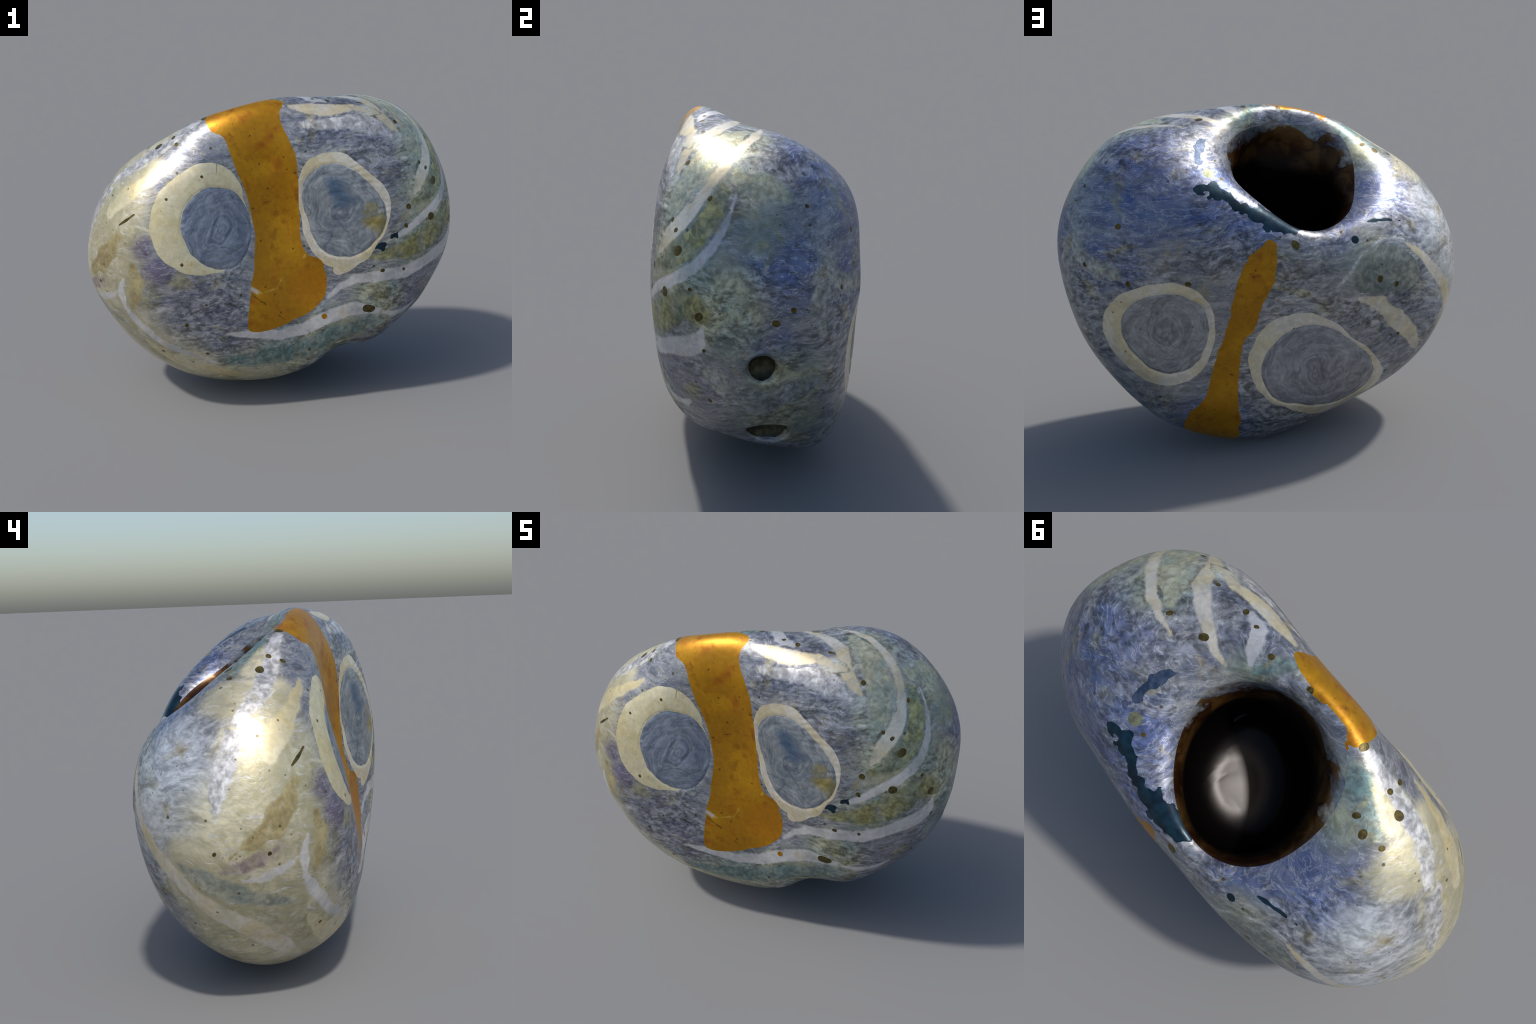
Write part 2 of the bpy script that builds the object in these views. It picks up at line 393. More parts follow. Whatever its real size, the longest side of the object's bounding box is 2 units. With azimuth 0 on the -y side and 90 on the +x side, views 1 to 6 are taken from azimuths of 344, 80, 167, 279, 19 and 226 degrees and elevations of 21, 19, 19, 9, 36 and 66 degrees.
inlay('amber_band', 'amber', trail([(0.061, 0.481, 1.119, 0.036), (0.104, 0.481, 1.033, 0.075), (0.136, 0.469, 0.953, 0.080), (0.164, 0.452, 0.870, 0.070), (0.191, 0.434, 0.761, 0.066),
      (0.237, 0.422, 0.667, 0.053), (0.263, 0.415, 0.582, 0.056), (0.293, 0.402, 0.458, 0.066), (0.310, 0.383, 0.339, 0.080), (0.332, 0.358, 0.254, 0.111), (0.356, 0.319, 0.173, 0.139),
      (0.349, 0.240, 0.090, 0.130)], wobble=.008, seed=52))

# bare dark-blue glass where the weathered skin has flaked away
for k, rows in enumerate([
        [(0.335, 0.363, 1.397, 0.024), (0.270, 0.373, 1.383, 0.032), (0.215, 0.397, 1.350, 0.020), (0.172, 0.429, 1.298, 0.018)],
        [(0.147, 0.432, 1.290, 0.024), (0.099, 0.434, 1.277, 0.048), (0.032, 0.444, 1.237, 0.058), (-0.041, 0.444, 1.203, 0.046), (-0.088, 0.438, 1.190, 0.016)],
        [(0.402, -0.495, 0.902, 0.005), (0.459, -0.500, 0.947, 0.018), (0.514, -0.502, 0.985, 0.016), (0.541, -0.501, 1.004, 0.004)]]):
    inlay('bare_glass_patch', 'dark_glass', trail(rows, wobble=.030, freq=26, seed=60 + k))

inlay('bare_glass_patch', 'blue_glass', trail([(0.320, 0.257, 1.490, 0.012), (0.311, 0.202, 1.527, 0.022), (0.288, 0.148, 1.554, 0.016), (0.251, 0.095, 1.571, 0.006)], wobble=.014, freq=24, seed=64))
inlay('bare_glass_patch', 'dark_glass', trail([(-0.426, 0.409, 1.172, 0.004), (-0.515, 0.395, 1.166, 0.009), (-0.602, 0.378, 1.148, 0.005)], wobble=.006, freq=24, seed=65))

# burst bubbles and grains, brown with dirt: centre and radius
GRAINS = [
    (0.767, -0.399, 1.237, 0.021), (0.739, -0.458, 1.060, 0.021), (0.583, -0.497, 1.031, 0.013), (0.596, -0.484, 1.130, 0.015), (0.677, -0.405, 1.340, 0.010),
    (0.719, -0.399, 1.308, 0.011), (0.560, -0.316, 1.538, 0.012), (0.384, -0.231, 1.633, 0.010), (0.223, -0.215, 1.649, 0.013), (0.149, -0.194, 1.654, 0.010),
    (0.764, -0.259, 1.440, 0.011), (0.468, -0.501, 0.792, 0.011), (0.588, -0.497, 0.789, 0.009), (-0.451, -0.403, 0.386, 0.010), (-0.564, -0.422, 0.562, 0.011),
    (0.861, -0.369, 1.103, 0.009), (0.096, -0.443, 0.355, 0.009), (0.993, -0.051, 0.977, 0.017), (0.990, 0.020, 1.025, 0.013), (0.903, -0.343, 1.001, 0.018),
    (0.907, -0.331, 0.857, 0.009), (0.839, 0.115, 1.398, 0.010), (0.878, 0.242, 1.059, 0.011), (0.814, -0.305, 0.594, 0.011), (0.713, 0.319, 1.245, 0.014),
    (-0.460, 0.494, 0.910, 0.017), (-0.564, 0.436, 0.599, 0.010), (0.693, 0.354, 0.984, 0.013), (0.432, 0.427, 0.971, 0.013), (-0.543, 0.480, 0.871, 0.012),
    (0.264, -0.043, 1.630, 0.019), (-0.156, -0.136, 1.640, 0.016), (-0.415, -0.149, 1.570, 0.017), (-0.638, -0.096, 1.421, 0.019), (-0.541, 0.030, 1.465, 0.014),
    (-0.599, 0.053, 1.433, 0.017), (-0.675, 0.028, 1.396, 0.012), (-0.058, 0.480, 1.116, 0.020), (0.026, -0.143, 1.649, 0.013), (0.425, -0.027, 1.633, 0.012),
    (0.227, 0.319, 1.426, 0.010), (-0.569, -0.126, 1.473, 0.012), (-0.566, -0.185, 1.451, 0.012), (-0.648, -0.292, 0.390, 0.009), (-0.995, 0.049, 0.740, 0.009),
    (-0.965, -0.160, 0.735, 0.009), (-0.462, -0.315, 1.306, 0.008), (-0.645, -0.328, 1.206, 0.008), (-0.589, -0.423, 0.887, 0.009)]
for k, (x, y, z, r) in enumerate(GRAINS):
    inlay('burst_bubble', 'dirt', oval((x, y, z), r, (.12 * r * math.sin(3 * k), .12 * r * math.cos(5 * k)), wobble=.15 * r, freq=.5 / r, seed=100 + k))
inlay('burst_bubble', 'olive', oval((0.281, 0.301, 1.451), 0.027, wobble=.004, seed=151))
inlay('burst_bubble', 'dark_glass', oval((-0.349, 0.464, 1.106), 0.017, wobble=.005, seed=152))
inlay('burst_bubble', 'amber', oval((0.168, -0.468, 0.545), 0.016, wobble=.004, seed=153))
inlay('burst_bubble', 'dirt', trail([(0.396, -0.483, 0.577, 0.022), (0.424, -0.482, 0.570, 0.022)], wobble=.004, freq=30, seed=154))
inlay('burst_bubble', 'dirt', trail([(-0.875, -0.245, 1.060, 0.003), (-0.835, -0.270, 1.095, 0.008), (-0.790, -0.290, 1.134, 0.003)], wobble=.002, freq=40, seed=155))
inlay('burst_bubble', 'pit', oval(PITS[0][0], PITS[0][1] * .86, wobble=.004, seed=156))
inlay('burst_bubble', 'pit', oval(PITS[1][0], PITS[1][1] * .90, wobble=.003, seed=157))
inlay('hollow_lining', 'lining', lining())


# ------------------------------------------------------------ build the skin
H = 0.0076
V, T = surface_nets(H)
V = to_skin(V, 2)
LABEL = np.zeros(len(T), np.int32)


LINING = len(INLAYS)          # the last inlay is the crust in the bore


def cut(V, T, LABEL, region, label):
    """Split triangles along g = 0 and paint the inside with the label."""
    fun, pts, reach = region[:3]
    near = np.zeros(len(V), bool)
    for q in pts[::2] if len(pts) > 8 else pts:
        near |= ((V - q) ** 2).sum(1) < reach ** 2
    g = np.full(len(V), 9.)
    idx = np.where(near)[0]
    if not len(idx):
        return V, T, LABEL
    if label < LINING:
        skin_fun = fun
        fun = lambda p: np.maximum(skin_fun(p), np.where(p[:, 2] > .8, .045 - bore_f(p), -9.))
    g[idx] = fun(V[idx])
    # slide vertices that lie almost on the border onto it
    close = idx[np.abs(g[idx]) < .22 * H]
    if len(close):
        p = V[close]
        e = 1e-3
        dg = np.stack([fun(p + e * np.eye(3)[k]) - fun(p - e * np.eye(3)[k]) for k in range(3)], -1) / (2 * e)
        n = gradient(bead_f, p)
        n /= np.linalg.norm(n, axis=1)[:, None]
        dg -= (dg * n).sum(1)[:, None] * n
        l2 = np.maximum((dg * dg).sum(1), .2)
        step = -(g[close] / l2)[:, None] * dg
        V[close] = to_skin(p + step, 1)
        g[close] = 0
    s = np.sign(g).astype(int)
    ts = s[T]
    crossing = (ts.min(1) < 0) & (ts.max(1) > 0)
    X = T[crossing]
    XL = LABEL[crossing]
    keepT, keepL = T[~crossing], LABEL[~crossing]
    newT, newL = [], []
    if len(X):
        e = np.concatenate([X[:, [0, 1]], X[:, [1, 2]], X[:, [2, 0]]])
        m = s[e[:, 0]] * s[e[:, 1]] < 0
        key = np.sort(e, 1)
        uniq, inv = np.unique(key[m], axis=0, return_inverse=True)
        inv = inv.ravel()
        a, b = uniq[:, 0], uniq[:, 1]
        t = g[a] / (g[a] - g[b])
        P = V[a] + t[:, None] * (V[b] - V[a])
        P = to_skin(P, 1)
        mid = np.full(len(e), -1)
        mid[m] = inv + len(V)
        mid = mid.reshape(3, -1).T              # new vertex on edges 01, 12, 20
        V = np.vstack([V, P])
        g = np.concatenate([g, np.zeros(len(P))])
        for tri, mm, lb in zip(X.tolist(), mid.tolist(), XL.tolist()):
            n_new = sum(k >= 0 for k in mm)
            if n_new == 1:
                k = [i for i in range(3) if mm[i] >= 0][0]
                a, b, c = tri[k], tri[(k + 1) % 3], tri[(k + 2) % 3]
                newT += [(a, mm[k], c), (mm[k], b, c)]
                newL += [lb, lb]
            else:
                k = [i for i in range(3) if mm[i] < 0][0]      # uncut edge
                a, b, c = tri[k], tri[(k + 1) % 3], tri[(k + 2) % 3]
                mb, mc = mm[(k + 1) % 3], mm[(k + 2) % 3]
                newT += [(a, b, mb), (a, mb, mc), (mc, mb, c)]
                newL += [lb, lb, lb]
    if newT:
        T = np.vstack([keepT, np.array(newT)])
        LABEL = np.concatenate([keepL, np.array(newL, np.int32)])
    ss = np.where(np.abs(g) < 1e-12, 0, np.sign(g))[T]
    LABEL = LABEL.copy()
    LABEL[(ss.max(1) <= 0) & (ss.min(1) < 0)] = label
    return V, T, LABEL


for k, (kind, mat, region) in enumerate(INLAYS):
    V, T, LABEL = cut(V, T, LABEL, region, k + 1)


GROOVED = [(reg[0], reg[1][0], reg[2]) for kind, mat, reg in INLAYS if kind == 'eye_disc']


# weathered relief: low swells everywhere, finer wrinkles in the grey glass
def relief(p):
    warp = p + .03 * np.stack([noise(p, 7, 201), noise(p, 7, 202), noise(p, 7, 203)], -1)
    q = warp * np.array([1.0, 1.0, 1.9])
    r = .0012 * noise(p, 6, 204) + .0004 * (np.abs(noise(q, 15, 205)) - .3)
    lobe = np.clip(1.25 - np.linalg.norm((p - np.array([-.505, .485, .949])) / np.array([.18, .3, .13]), axis=-1), 0, .25) / .25
    r = r + .005 * lobe * lobe * (3 - 2 * lobe)
    for fun, c, reach in GROOVED:                 # pressed-in eyes: a groove at each edge, a spiral inside
        m = ((p - c) ** 2).sum(-1) < reach ** 2
        if m.any():
            q = p[m]
            g = fun(q)
            d = q - c
            ang = np.arctan2(d[:, 2], d[:, 0] * (1 if c[1] < 0 else -1))
            rad = np.sqrt((d * d).sum(-1))
            coil = np.maximum(0, np.sin(ang * 1.0 - rad * 62 + 1.5 * noise(q, 9, 207))) ** 4
            r[m] += -.0042 * np.exp(-(g / .0075) ** 2) - .0026 * coil * np.clip(-g / .03, 0, 1)
    wr = np.clip(1.3 - np.linalg.norm((p - np.array([.46, -.44, 1.30])) / np.array([.17, .3, .20]), axis=-1), 0, .4) / .4
    r += .0012 * wr * np.sin(p[..., 2] * 200 + 4 * noise(p, 8, 208)) * np.clip(.5 + noise(p, 11, 209), 0, 1)
    return r


def worn_f(p):
    return bead_f(p) - relief(p)


def normals(fun, p):
    g = gradient(fun, p, 2.5e-3)
    return g / np.maximum(np.linalg.norm(g, axis=1), 1e-9)[:, None]


N0 = normals(bead_f, V)
V = V + N0 * relief(V)[:, None]
N = normals(worn_f, V)


# ------------------------------------------------------------------ materials
METAL, ROUGH = 0.56, 0.41


class Graph:
    """Small helper to wire shader nodes."""

    def __init__(self, name, group=False):
        if group:
            self.t = bpy.data.node_groups.new(name, 'ShaderNodeTree')
        else:
            self.mat = bpy.data.materials.new(name)
            self.mat.use_nodes = True
            self.t = self.mat.node_tree
            self.bsdf = self.t.nodes['Principled BSDF']
        self.pos = self.t.nodes.new('ShaderNodeTexCoord').outputs['Object']

    def link(self, a, b):
        if isinstance(a, (int, float)):
            b.default_value = a
        elif isinstance(a, (tuple, list)):
            b.default_value = tuple(a) + ((1,) if len(a) == 3 and len(b.default_value) == 4 else ())
        else:
            self.t.links.new(a, b)

    def node(self, kind, **kw):
        n = self.t.nodes.new(kind)
        for k, v in kw.items():
            setattr(n, k, v)
        return n

    def math(self, op, a, b=0.0, clamp=False):
        n = self.node('ShaderNodeMath', operation=op, use_clamp=clamp)
        self.link(a, n.inputs[0])
        self.link(b, n.inputs[1])
        return n.outputs[0]

    def vmath(self, op, a, b=None, scale=None):
        n = self.node('ShaderNodeVectorMath', operation=op)
        self.link(a, n.inputs[0])
        if b is not None:
            self.link(b, n.inputs[1])
        if scale is not None:
            self.link(scale, n.inputs['Scale'])
        return n.outputs['Value'] if op in ('LENGTH', 'DISTANCE', 'DOT_PRODUCT') else n.outputs['Vector']

    def noise(self, scale, detail=3.0, rough=.55, dist=0.0, vec=None, colour=False):
        n = self.node('ShaderNodeTexNoise')
        self.link(vec or self.pos, n.inputs['Vector'])
        n.inputs['Scale'].default_value = scale
        n.inputs['Detail'].default_value = detail
        n.inputs['Roughness'].default_value = rough
        n.inputs['Distortion'].default_value = dist
        return n.outputs['Color' if colour else 'Fac']

    def ramp(self, fac, lo, hi, a=0.0, b=1.0, smooth=True):
        n = self.node('ShaderNodeMapRange', interpolation_type='SMOOTHSTEP' if smooth else 'LINEAR')
        self.link(fac, n.inputs['Value'])
        for k, v in zip(('From Min', 'From Max', 'To Min', 'To Max'), (lo, hi, a, b)):
            n.inputs[k].default_value = v
        return n.outputs['Result']

    def mix(self, fac, a, b, blend='MIX'):
        n = self.node('ShaderNodeMix', data_type='RGBA', blend_type=blend)
        self.link(fac, n.inputs[0])
        self.link(a, n.inputs[6])
        self.link(b, n.inputs[7])
        return n.outputs[2]

    def warp(self, amount, scale, vec=None):
        c = self.noise(scale, 2.0, .5, 0, vec, True)
        c = self.vmath('SUBTRACT', c, (.5, .5, .5))
        return self.vmath('ADD', vec or self.pos, self.vmath('SCALE', c, scale=amount))

    def stretch(self, sx, sy, sz, vec=None, rot=(0, 0, 0)):
        n = self.node('ShaderNodeMapping')
        self.link(vec or self.pos, n.inputs['Vector'])
        n.inputs['Scale'].default_value = (sx, sy, sz)
        n.inputs['Rotation'].default_value = rot
        return n.outputs['Vector']

    def blobs(self, spots, vec, soft=.45):
        """1 inside any of the given balls (x, y, z, r), falling softly to 0."""
        out = None
        for x, y, z, r in spots:
            d = self.vmath('DISTANCE', vec, (x, y, z))
            m = self.ramp(d, r * (1 + soft * .5), r * (1 - soft))
            out = m if out is None else self.math('MAXIMUM', out, m)
        return out

    def lines(self, segs, vec, width):
        """1 on thin cracks given as point pairs."""
        out = None
        for a, b in segs:
            a, b = np.array(a), np.array(b)
            ab = b - a
            q = self.vmath('SUBTRACT', vec, tuple(a))
            t = self.math('DIVIDE', self.vmath('DOT_PRODUCT', q, tuple(ab)), float(ab @ ab), clamp=True)
            foot = self.vmath('SCALE', tuple(ab), scale=t)
            m = self.ramp(self.vmath('DISTANCE', q, foot), width, width * .3)
            out = m if out is None else self.math('MAXIMUM', out, m)
        return out

    def spine(self, rows, vec):
        """Gap to a tapering spine (x, y, z, half-width): negative inside."""
        out = None
        for a, b in zip(rows[:-1], rows[1:]):
            ab = b[:3] - a[:3]
            q = self.vmath('SUBTRACT', vec, tuple(a[:3]))
            t = self.math('DIVIDE', self.vmath('DOT_PRODUCT', q, tuple(ab)), float(ab @ ab), clamp=True)
            d = self.vmath('DISTANCE', q, self.vmath('SCALE', tuple(ab), scale=t))
            w = self.math('ADD', self.math('MULTIPLY', t, float(b[3] - a[3])), float(a[3]))
            d = self.math('SUBTRACT', d, w)
            out = d if out is None else self.math('MINIMUM', out, d)
        return out

    def specks(self, scale, size, share, vec=None):
        """Sparse round dots: a share of Voronoi cells carry one."""
        v = self.node('ShaderNodeTexVoronoi')
        self.link(vec or self.pos, v.inputs['Vector'])
        v.inputs['Scale'].default_value = scale
        dot = self.ramp(v.outputs['Distance'], size, size * .45)
        sep = self.node('ShaderNodeSeparateColor')
        self.link(v.outputs['Color'], sep.inputs[0])
        return self.math('MULTIPLY', dot, self.math('LESS_THAN', sep.outputs[0], share))

    def finish(self, colour, bump=None, strength=.3, dist=.004, rough=ROUGH, metal=METAL):
        self.link(colour, self.bsdf.inputs['Base Color'])
        self.link(rough, self.bsdf.inputs['Roughness'])
        self.bsdf.inputs['Metallic'].default_value = metal
        if bump is not None:
            b = self.node('ShaderNodeBump')
            b.inputs['Strength'].default_value = strength
            b.inputs['Distance'].default_value = dist
            self.link(bump, b.inputs['Height'])
            self.link(b.outputs['Normal'], self.bsdf.inputs['Normal'])
        return self.mat


DIRT = (.060, .042, .010)
WHITE = (.68, .66, .64)
CREAM = (.61, .52, .29)


def wormy(g, col, amount, vec, lo=.45, hi=1.52, coarse=16.0, fine=42.0):
    """Weathered skin: a tangle of short dark and light wrinkles."""
    n1 = g.noise(coarse, 4.0, .60, .45, vec)
    n2 = g.noise(fine, 3.0, .58, .25, vec)
    m = g.math('ADD', g.math('MULTIPLY', n1, .45), g.math('MULTIPLY', n2, .55))
    f = g.ramp(m, .36, .66, lo, hi)
    f = g.math('ADD', 1.0, g.math('MULTIPLY', g.math('SUBTRACT', f, 1.0), amount))
    return g.vmath('SCALE', col, scale=f), m


def weathered_skin():
    g = Graph('weathered_skin', group=True)
    w = g.warp(.16, 2.6)
    wf = g.warp(.05, 9.0, w)
    streak = g.stretch(3.2, 3.2, 13.0, wf)
    s1 = g.noise(2.0, 5.0, .62, 0, streak)
    s2 = g.noise(1.0, 3.0, .6, .6, w)
    s3 = g.noise(6.5, 4.0, .6, .3, w)
    col = g.mix(g.ramp(s1, .34, .68), (.150, .166, .208), (.315, .32, .325))
    col = g.mix(g.ramp(s2, .50, .72), col, (.255, .25, .27))
    # zones of the melt
    slate = g.blobs([(.48, -.44, 1.30, .13), (.55, -.46, 1.16, .10), (.30, -.38, 1.47, .10), (-.40, -.44, .62, .16), (-.30, -.45, .50, .12), (-.55, -.42, .70, .12), (.10, -.34, 1.50, .10), (.60, -.42, .66, .13)], w, .6)
    col = g.mix(g.math('MULTIPLY', slate, .8), col, g.mix(g.ramp(s1, .36, .64), (.105, .115, .165), (.26, .265, .30)))
    deep = g.blobs([(.58, .30, 1.36, .28), (.30, .36, 1.33, .24), (.52, .08, 1.56, .18), (-.36, .30, 1.26, .26), (-.50, .18, 1.36, .20), (-.62, .26, 1.24, .15), (.98, -.02, 1.20, .18), (.98, -.05, .90, .12), (.75, .33, 1.1, .20), (.36, .36, .22, .2), (.12, .43, 1.18, .14)], w, .6)
    col = g.mix(g.math('MULTIPLY', deep, g.ramp(s1, .25, .66, .90, .45)), col, (.085, .122, .275))
    grey = g.blobs([(.25, .42, .65, .34), (-.25, .46, .75, .30), (.55, .36, .60, .32), (-.15, .40, .35, .34)], w, .6)
    col = g.mix(g.math('MULTIPLY', grey, .85), col, g.mix(g.ramp(s1, .36, .64), (.215, .215, .225), (.36, .355, .345)))
    green = g.blobs([(.78, -.40, 1.16, .26), (.93, -.25, 1.02, .22), (.70, -.33, 1.42, .18), (.55, -.12, 1.62, .18), (.62, -.48, .92, .16), (.45, -.50, .62, .18), (.22, -.46, .40, .20), (-.05, -.44, .33, .22), (-.25, -.36, .22, .2), (.90, -.10, 1.36, .14), (-.50, .0, 1.42, .16), (-.42, .43, .98, .15), (.85, -.05, .45, .2), (.99, .0, .68, .2), (.05, -.06, 1.62, .1)], w, .6)
    gcol = g.mix(g.ramp(g.noise(5.0, 4.0, .6, .4, w), .36, .64), (.215, .27, .245), (.40, .395, .25))
    col = g.mix(g.math('MULTIPLY', green, .95), col, gcol)
    sage = g.blobs([(.62, -.36, 1.44, .12), (.60, -.20, 1.58, .14), (.45, -.30, 1.57, .10), (.80, -.10, 1.48, .14)], wf, .6)
    col = g.mix(g.math('MULTIPLY', sage, .8), col, g.mix(g.ramp(s3, .4, .62), (.36, .40, .37), (.50, .48, .34)))
    pale = g.blobs([(-.88, .22, 1.05, .27), (-.88, .28, .86, .24), (-.55, .44, .95, .1)], w, .6)
    col = g.mix(g.math('MULTIPLY', pale, g.ramp(s1, .28, .6, .35, .95)), col, (.58, .60, .61))
    cream = g.blobs([(-1.0, -.16, .82, .34), (-.92, -.22, 1.10, .27), (-.90, -.10, .50, .36), (-.72, -.16, .25, .38), (-.55, -.33, .22, .22), (-.72, -.18, 1.33, .13), (-.76, -.02, 1.32, .15), (-.60, -.08, 1.46, .10), (-.95, .10, .60, .22), (-.2, -.2, .08, .3)], wf, .35)
    ccol = g.mix(g.ramp(g.noise(3.5, 4.0, .6, .8, w), .38, .64), (.46, .42, .26), (.68, .62, .42))
    ccol = g.mix(g.ramp(g.noise(4.0, 3.0, .6, 1.0, streak), .56, .70), ccol, (.70, .68, .62))
    ccol = g.mix(g.math('MULTIPLY', g.ramp(g.noise(5.5, 4.0, .62, .6, w), .54, .68), .65), ccol, (.35, .315, .20))
    col = g.mix(g.math('MULTIPLY', cream, .94), col, ccol)
    violet = g.blobs([(-.76, -.36, .96, .07), (-.70, -.38, .84, .08)], wf, .6)
    col = g.mix(g.math('MULTIPLY', violet, .7), col, (.12, .095, .19))
    # pale thread-like streaks and olive tints
    thread = g.noise(2.2, 4.0, .6, 1.6, streak)
    ridge = g.math('ABSOLUTE', g.math('SUBTRACT', thread, .5))
    col = g.mix(g.math('MULTIPLY', g.ramp(ridge, .022, .004), .5), col, (.52, .52, .52))
    col = g.mix(g.math('MULTIPLY', g.ramp(s3, .55, .70), .6), col, (.33, .30, .15))
    col = g.mix(g.math('MULTIPLY', g.ramp(g.noise(8.0, 4.0, .6, .5, wf), .62, .74), .4), col, (.36, .27, .12))
    # wrinkled weathering, weaker in patches and on the cream end
    where = g.ramp(g.noise(3.4, 3.0, .6), .36, .60, .30, 1.15)
    amount = g.math('MULTIPLY', where, g.ramp(cream, 0, 1, 1.0, .30))
    amount = g.math('MULTIPLY', amount, g.ramp(pale, 0, 1, 1.0, .55))
    col, h = wormy(g, col, amount, g.stretch(.78, .78, 1.4, wf))
    col = g.mix(g.math('MULTIPLY', g.specks(17.0, .17, .16), .85), col, DIRT)
    col = g.mix(g.math('MULTIPLY', g.specks(40.0, .20, .12), .7), col, DIRT)
    g.t.interface.new_socket('Color', in_out='OUTPUT', socket_type='NodeSocketColor')
    g.t.interface.new_socket('Height', in_out='OUTPUT', socket_type='NodeSocketFloat')
    out = g.node('NodeGroupOutput')
    g.link(col, out.inputs['Color'])
    g.link(h, out.inputs['Height'])
    return g.t


SKIN = weathered_skin()


def skin(g):
    n = g.node('ShaderNodeGroup')
    n.node_tree = SKIN
    return n.outputs['Color'], n.outputs['Height']


def weathered_glass():
    g = Graph('weathered_glass')
    col, h = skin(g)
    return g.finish(col, h, .32, .005)


def fade(g, col, edge, patchy):
    """Blend an inlay into the weathered skin along a ragged, soft edge."""
    if edge is None:
        return col
    rows, wobble, soft = edge
    d = g.spine(rows, g.warp(wobble * 3.0, 12.0))
    rag = g.math('SUBTRACT', g.noise(55.0, 3.0, .6, .6), .5)
    d = g.math('ADD', d, g.math('MULTIPLY', rag, soft * 1.1))
    m = g.ramp(d, soft * .45, -soft * .45)
    if patchy:
        m = g.math('MULTIPLY', m, g.ramp(g.noise(9.0, 4.0, .62, .6), .36, .50, 1 - patchy, 1.0))
    return g.mix(m, skin(g)[0], col)


def tinted(name, a, b, c, amount=.8, edge=None):
    g = Graph(name)
    w = g.warp(.08, 5.0)
    st = g.stretch(1, 1, 1, w)
    col = g.mix(g.ramp(g.noise(6.0, 4.0, .62, .6, st), .36, .64), a, b)
    col = g.mix(g.math('MULTIPLY', g.ramp(g.noise(11.0, 4.0, .62, .8, w), .55, .70), .7), col, c)
    col, h = wormy(g, col, amount, w)
    col = g.mix(g.math('MULTIPLY', g.specks(19.0, .17, .2), .8), col, DIRT)
    return g.finish(fade(g, col, edge, .40), h, .30, .005)


def pale_glass(name, a, b, tint, mottling=.3, edge=None):
    g = Graph(name)
    w = g.warp(.06, 6.0)
    col = g.mix(g.ramp(g.noise(5.0, 4.0, .6, .5, w), .38, .64), a, b)
    col = g.mix(g.math('MULTIPLY', g.ramp(g.noise(13.0, 4.0, .6, .4), .58, .72), .55), col, tint)
    grey = g.noise(8.0, 4.0, .65, 1.0, w)
    col = g.mix(g.math('MULTIPLY', g.ramp(grey, .58, .70), mottling), col, (.30, .31, .33))
    col = g.mix(g.math('MULTIPLY', g.specks(22.0, .16, .22), .85), col, (.16, .085, .02))
    col = g.mix(g.math('MULTIPLY', g.specks(48.0, .18, .10), .7), col, (.20, .12, .04))
    crack = g.lines([((-.38, -.303, 1.37), (-.389, -.319, 1.305))], g.warp(.01, 30), .005)
    col = g.mix(g.math('MULTIPLY', crack, .7), col, (.25, .18, .08))
    col, h = wormy(g, col, .20, w)
    return g.finish(fade(g, col, edge, .25), h, .08, .003)


def amber_glass():
    g = Graph('amber_glass')
    w = g.warp(.05, 7.0)
    col = g.mix(g.ramp(g.noise(4.0, 4.0, .6, .3, w), .36, .66), (.37, .165, .003), (.475, .230, .004))
    col = g.mix(g.math('MULTIPLY', g.ramp(g.noise(8.0, 4.0, .62, .4, w), .52, .68), .7), col, (.34, .100, .003))
    col = g.mix(g.math('MULTIPLY', g.ramp(g.noise(16.0, 3.0, .6), .53, .70), .6), col, (.24, .088, .003))
    col = g.mix(g.math('MULTIPLY', g.specks(24.0, .17, .42), .85), col, (.085, .030, .004))
    col = g.mix(g.math('MULTIPLY', g.specks(55.0, .22, .25), .7), col, (.15, .055, .004))
    lobe = g.blobs([(.075, -.45, .71, .115)], g.warp(.03, 10.0), .25)
    col = g.mix(g.math('MULTIPLY', lobe, .45), col, (.42, .150, .003))
    cw = g.warp(.035, 18.0)
    cracks = g.lines([((-.325, -.291, 1.446), (-.25, -.295, 1.47)), ((-.21, -.335, 1.142), (-.102, -.33, 1.156)), ((-.226, -.446, .703), (-.05, -.458, .541)),
                      ((-.119, -.451, .616), (-.089, -.432, .706)), ((.236, .444, .882), (.091, .46, .854)), ((.358, .395, .487), (.227, .412, .471))], cw, .0055)
    col = g.mix(g.math('MULTIPLY', cracks, .8), col, (.10, .04, .004))
    seam = g.lines([((-.19, -.441, .70), (-.089, -.435, .715)), ((-.089, -.432, .715), (-.031, -.407, .800)), ((-.031, -.407, .800), (.070, -.401, .875))], cw, .012)
    col = g.mix(g.math('MULTIPLY', seam, .85), col, (.56, .36, .05))
    chip = g.lines([((-.24, -.442, .735), (-.195, -.441, .709))], cw, .017)
    col = g.mix(g.math('MULTIPLY', chip, .8), col, (.58, .55, .50))
    col, h = wormy(g, col, .16, w)
    return g.finish(col, h, .04, .003)


